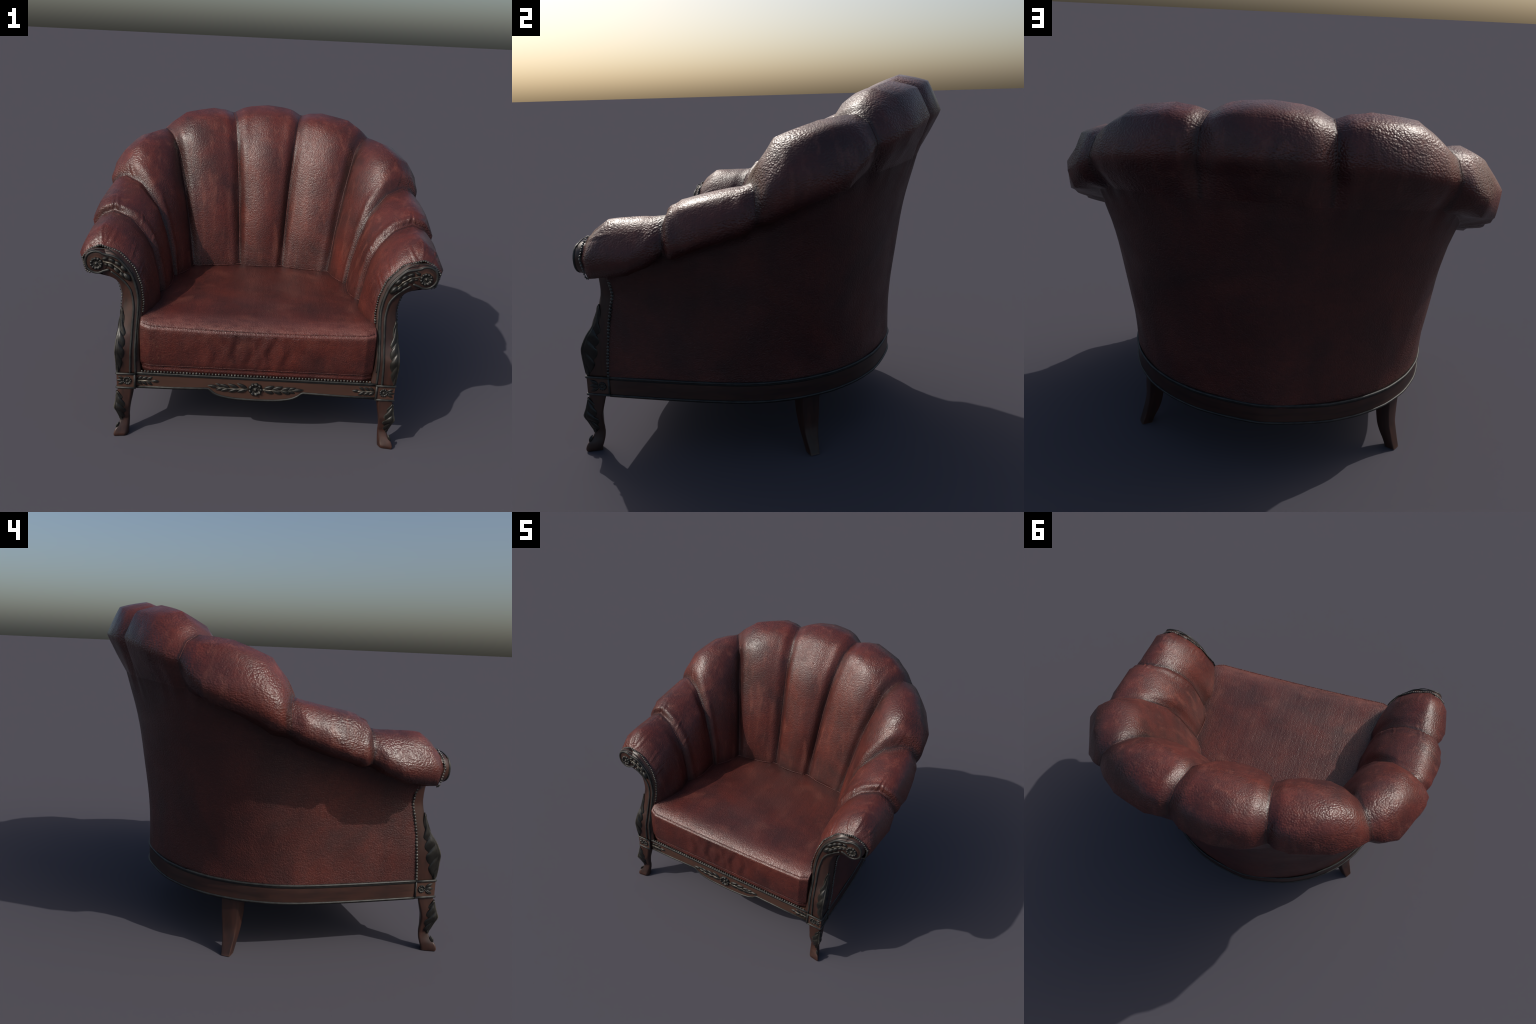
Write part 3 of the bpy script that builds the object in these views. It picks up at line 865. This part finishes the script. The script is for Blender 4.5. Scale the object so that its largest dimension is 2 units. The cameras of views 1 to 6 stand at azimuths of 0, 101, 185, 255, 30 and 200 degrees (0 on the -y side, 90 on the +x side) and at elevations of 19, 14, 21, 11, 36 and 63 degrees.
NAIL_R = .0068
for s in (1, -1):
    X = (lambda P: np.array(P, float)) if s == 1 else mir
    # ---- post
    S = catmull(X(POST), 6, .85)
    post = loft_closed('arm_post', fillet_sections(S, .010), M_WOOD)
    # corner block at the rail
    bx = [(x, y, z) for z in (RAIL_BOT + .001, RAIL_TOP - .001) for x, y in ((.656, -.779), (.754, -.781), (.754, -.671), (.656, -.671))]
    blk = mesh_obj('corner_block', X(bx), [(0, 1, 2, 3), (4, 5, 6, 7), (0, 1, 5, 4), (1, 2, 6, 5), (2, 3, 7, 6), (3, 0, 4, 7)], M_WOOD, smooth=False)
    for z in (RAIL_TOP, RAIL_BOT + .004):
        tube('moulding', X([(.652, -.781, z), (.70, -.782, z), (.7545, -.783, z), (.756, -.781, z), (.756, -.72, z), (.755, -.668, z)]), .0058, M_MOULD, blk, seg=8)
    tube('moulding', X([(.656, -.780, RAIL_BOT), (.656, -.780, RAIL_TOP)]), .0062, M_MOULD, blk, seg=8)
    tube('moulding', X([(.755, -.673, RAIL_BOT), (.755, -.673, RAIL_TOP)]), .005, M_MOULD, blk, seg=8)
    place('rosette', ROSE, X([(.697, -.778, .334)])[0], front, (1, 0, 0), .026, blk)
    place('rosette', ROSE, X([(.753, -.706, .334)])[0], (s, 0, 0), (0, 1, 0), .022, blk)
    for k, (dx, dz, an) in enumerate(((.720, .334, 0), (.716, .342, 28), (.716, .326, -28))):
        a = math.radians(an)
        place('carved_leaf', LEAF, X([(dx, -.779, dz)])[0], front, (s * math.cos(a), 0, math.sin(a)), .036, blk, 1.3)
        place('carved_leaf', LEAF, X([(.7535, -.727, dz)])[0], (s, 0, 0), (0, -math.cos(a), math.sin(a)), .042, blk, 1.3)

    # ---- scroll head
    rad = np.interp(np.linspace(0, 360, 49), [0, 45, 90, 135, 180, 225, 270, 315, 360], [.069, .075, .075, .075, .072, .070, .068, .068, .069])
    rings = [(0, -.6945), (.45, -.6945), (.60, -.6935), (.74, -.6925), (.86, -.690), (.93, -.680), (.98, -.666), (1.0, -.654), (.99, -.62)]
    V = []
    for q, y in rings:
        for k in range(48):
            a = 2 * math.pi * k / 48
            V.append((SC[0] + q * rad[k] * math.cos(a), y, SC[1] + q * rad[k] * math.sin(a)))
    head = mesh_obj('scroll_head', X(V), grid_faces(len(rings), 48, True) + [tuple((len(rings) - 1) * 48 + k for k in range(48))], M_WOOD, post, angle=50)

    # ---- bead mouldings: up the inside, round the scroll, back down the outside
    b1 = POST[1:10, 1]
    b2 = POST[1:10, 2]
    up = np.concatenate([[(.653, -.772, .372)], b1, [(.762, -.692, 1.006)]])
    down = np.concatenate([[(.682, -.774, .372)], b2, [(.79, -.692, .928)]])
    ring = []
    for w in np.linspace(128, -142, 20):
        a = math.radians(w)
        q = np.interp(w % 360, np.linspace(0, 360, 49), rad) * .82
        ring.append((SC[0] + q * math.cos(a), -.692, SC[1] + q * math.sin(a)))
    ring = np.array(ring)
    p1 = catmull(np.concatenate([up, ring[:-1], [(.800, -.692, .937)]]), 4, .9) + np.array([0, -.0012, 0])
    p1[:, 1] += .0025
    tube('bead_moulding', X(p1), .0066, M_MOULD, post, seg=8)
    p2 = catmull(down, 4, .9) + np.array([0, -.0012, 0])
    tube('bead_moulding', X(p2), .006, M_MOULD, post, seg=8)
    # a lighter thin fillet just outside the inner bead
    p3 = catmull(np.concatenate([(POST[1:10, 0] * .35 + POST[1:10, 1] * .65), [(.79, -.683, 1.04), (.85, -.684, 1.049), (.91, -.684, 1.03)]]), 4, .9) + np.array([0, -.001, 0])
    tube('bead_fillet', X(p3), .0026, M_MOULD, post, seg=6)

    # ---- nails along the leather edge and down the side
    edgeP = catmull(r['s5'], 8, KPOS)
    pts = resample(edgeP[4:8 * 8 + 2], .0127)
    cen = np.array([.80, -.60, .93])
    pts[:, 1] -= .0045
    q = pts - cen; q[:, 1] = 0
    pts += q / np.linalg.norm(q, axis=1, keepdims=True) * .0025
    nm = []
    for p in pts:
        o = p - cen; o[1] = 0
        o = o / np.linalg.norm(o)
        nm.append(np.array([o[0] * .75, -.8, o[2] * .75]))
    # keep the row just in front of the padding
    nail_strip('nail_trim', X(pts), [tuple(X([n])[0]) for n in nm], NAIL_R, post)
    side = catmull(POST[0:8, 4], 6, .9)
    side = resample(side, .0165, .012) + np.array([.001, -.002, 0])
    nail_strip('nail_trim', X(side), [(s, -.1, 0)] * len(side), .0078, post)

    # ---- carved buds trailing from the scroll rosette
    place('rosette', ROSE, X([(SC[0] - .001, -.6935, SC[1] - .004)])[0], front, (1, 0, 0), .037, head)
    for (x0, z0), (x1, z1), w in (((.836, .992), (.806, 1.003), 1.0), ((.802, .996), (.768, .984), 1.0), ((.768, .984), (.737, .962), 1.0), ((.737, .962), (.708, .934), 1.05),
                                  ((.826, .968), (.803, .962), .95), ((.803, .968), (.775, .948), .95), ((.773, .950), (.744, .922), 1.0), ((.745, .928), (.716, .896), .9), ((.722, .922), (.688, .884), 1.05)):
        d = np.array([x1 - x0, 0, z1 - z0])
        place('carved_bud', BUD, X([(x0, -.6905, z0)])[0], front, X([d])[0], float(np.linalg.norm(d)) * 1.12, post, w)
    tube('stem', X([(.83, -.692, .982), (.785, -.693, .972), (.745, -.693, .945), (.712, -.693, .908)]), [.005, .0045, .004, .003], M_METAL, post, seg=6)

    # ---- acanthus on the post ridge
    S2 = catmull(X(POST), 16, .85)
    i0, i1 = 2, int(16 * 5.05)
    acanthus('acanthus_leaf', S2[i0:i1, 3][::-1], S2[i0:i1, 2][::-1], S2[i0:i1, 4][::-1], M_METAL, post, 5.0,
             lambda t: float(np.interp(t, [0, .08, .3, .6, .82, 1], [.06, .30, .60, .66, .52, .18])), th=.0070)

    # ---- cabriole leg
    L = catmull(X(LEG), 6, .8)
    leg = loft_closed('front_leg', fillet_sections(L, .012), M_WOOD)
    L = catmull(X(LEG), 12, .8)
    j0, j1 = 6, int(12 * 6.4)
    acanthus('acanthus_leaf', L[j0:j1, 0], L[j0:j1, 1], L[j0:j1, 3], M_METAL, leg, 4.0,
             lambda t: float(np.interp(t, [0, .15, .4, .6, .85, 1], [.10, .48, .74, .76, .55, .25])), th=.0075)
    place('carved_bud', BUD, X([(.746, -.783, .075)])[0], (s * .6, -.8, .35), (s * .45, -.45, -.75), .042, leg, .6)

    # ---- sabre back leg
    Bk = catmull(X(BACKLEG), 5, .8)
    loft_closed('back_leg', fillet_sections(Bk, .006), M_WOOD, angle=50)
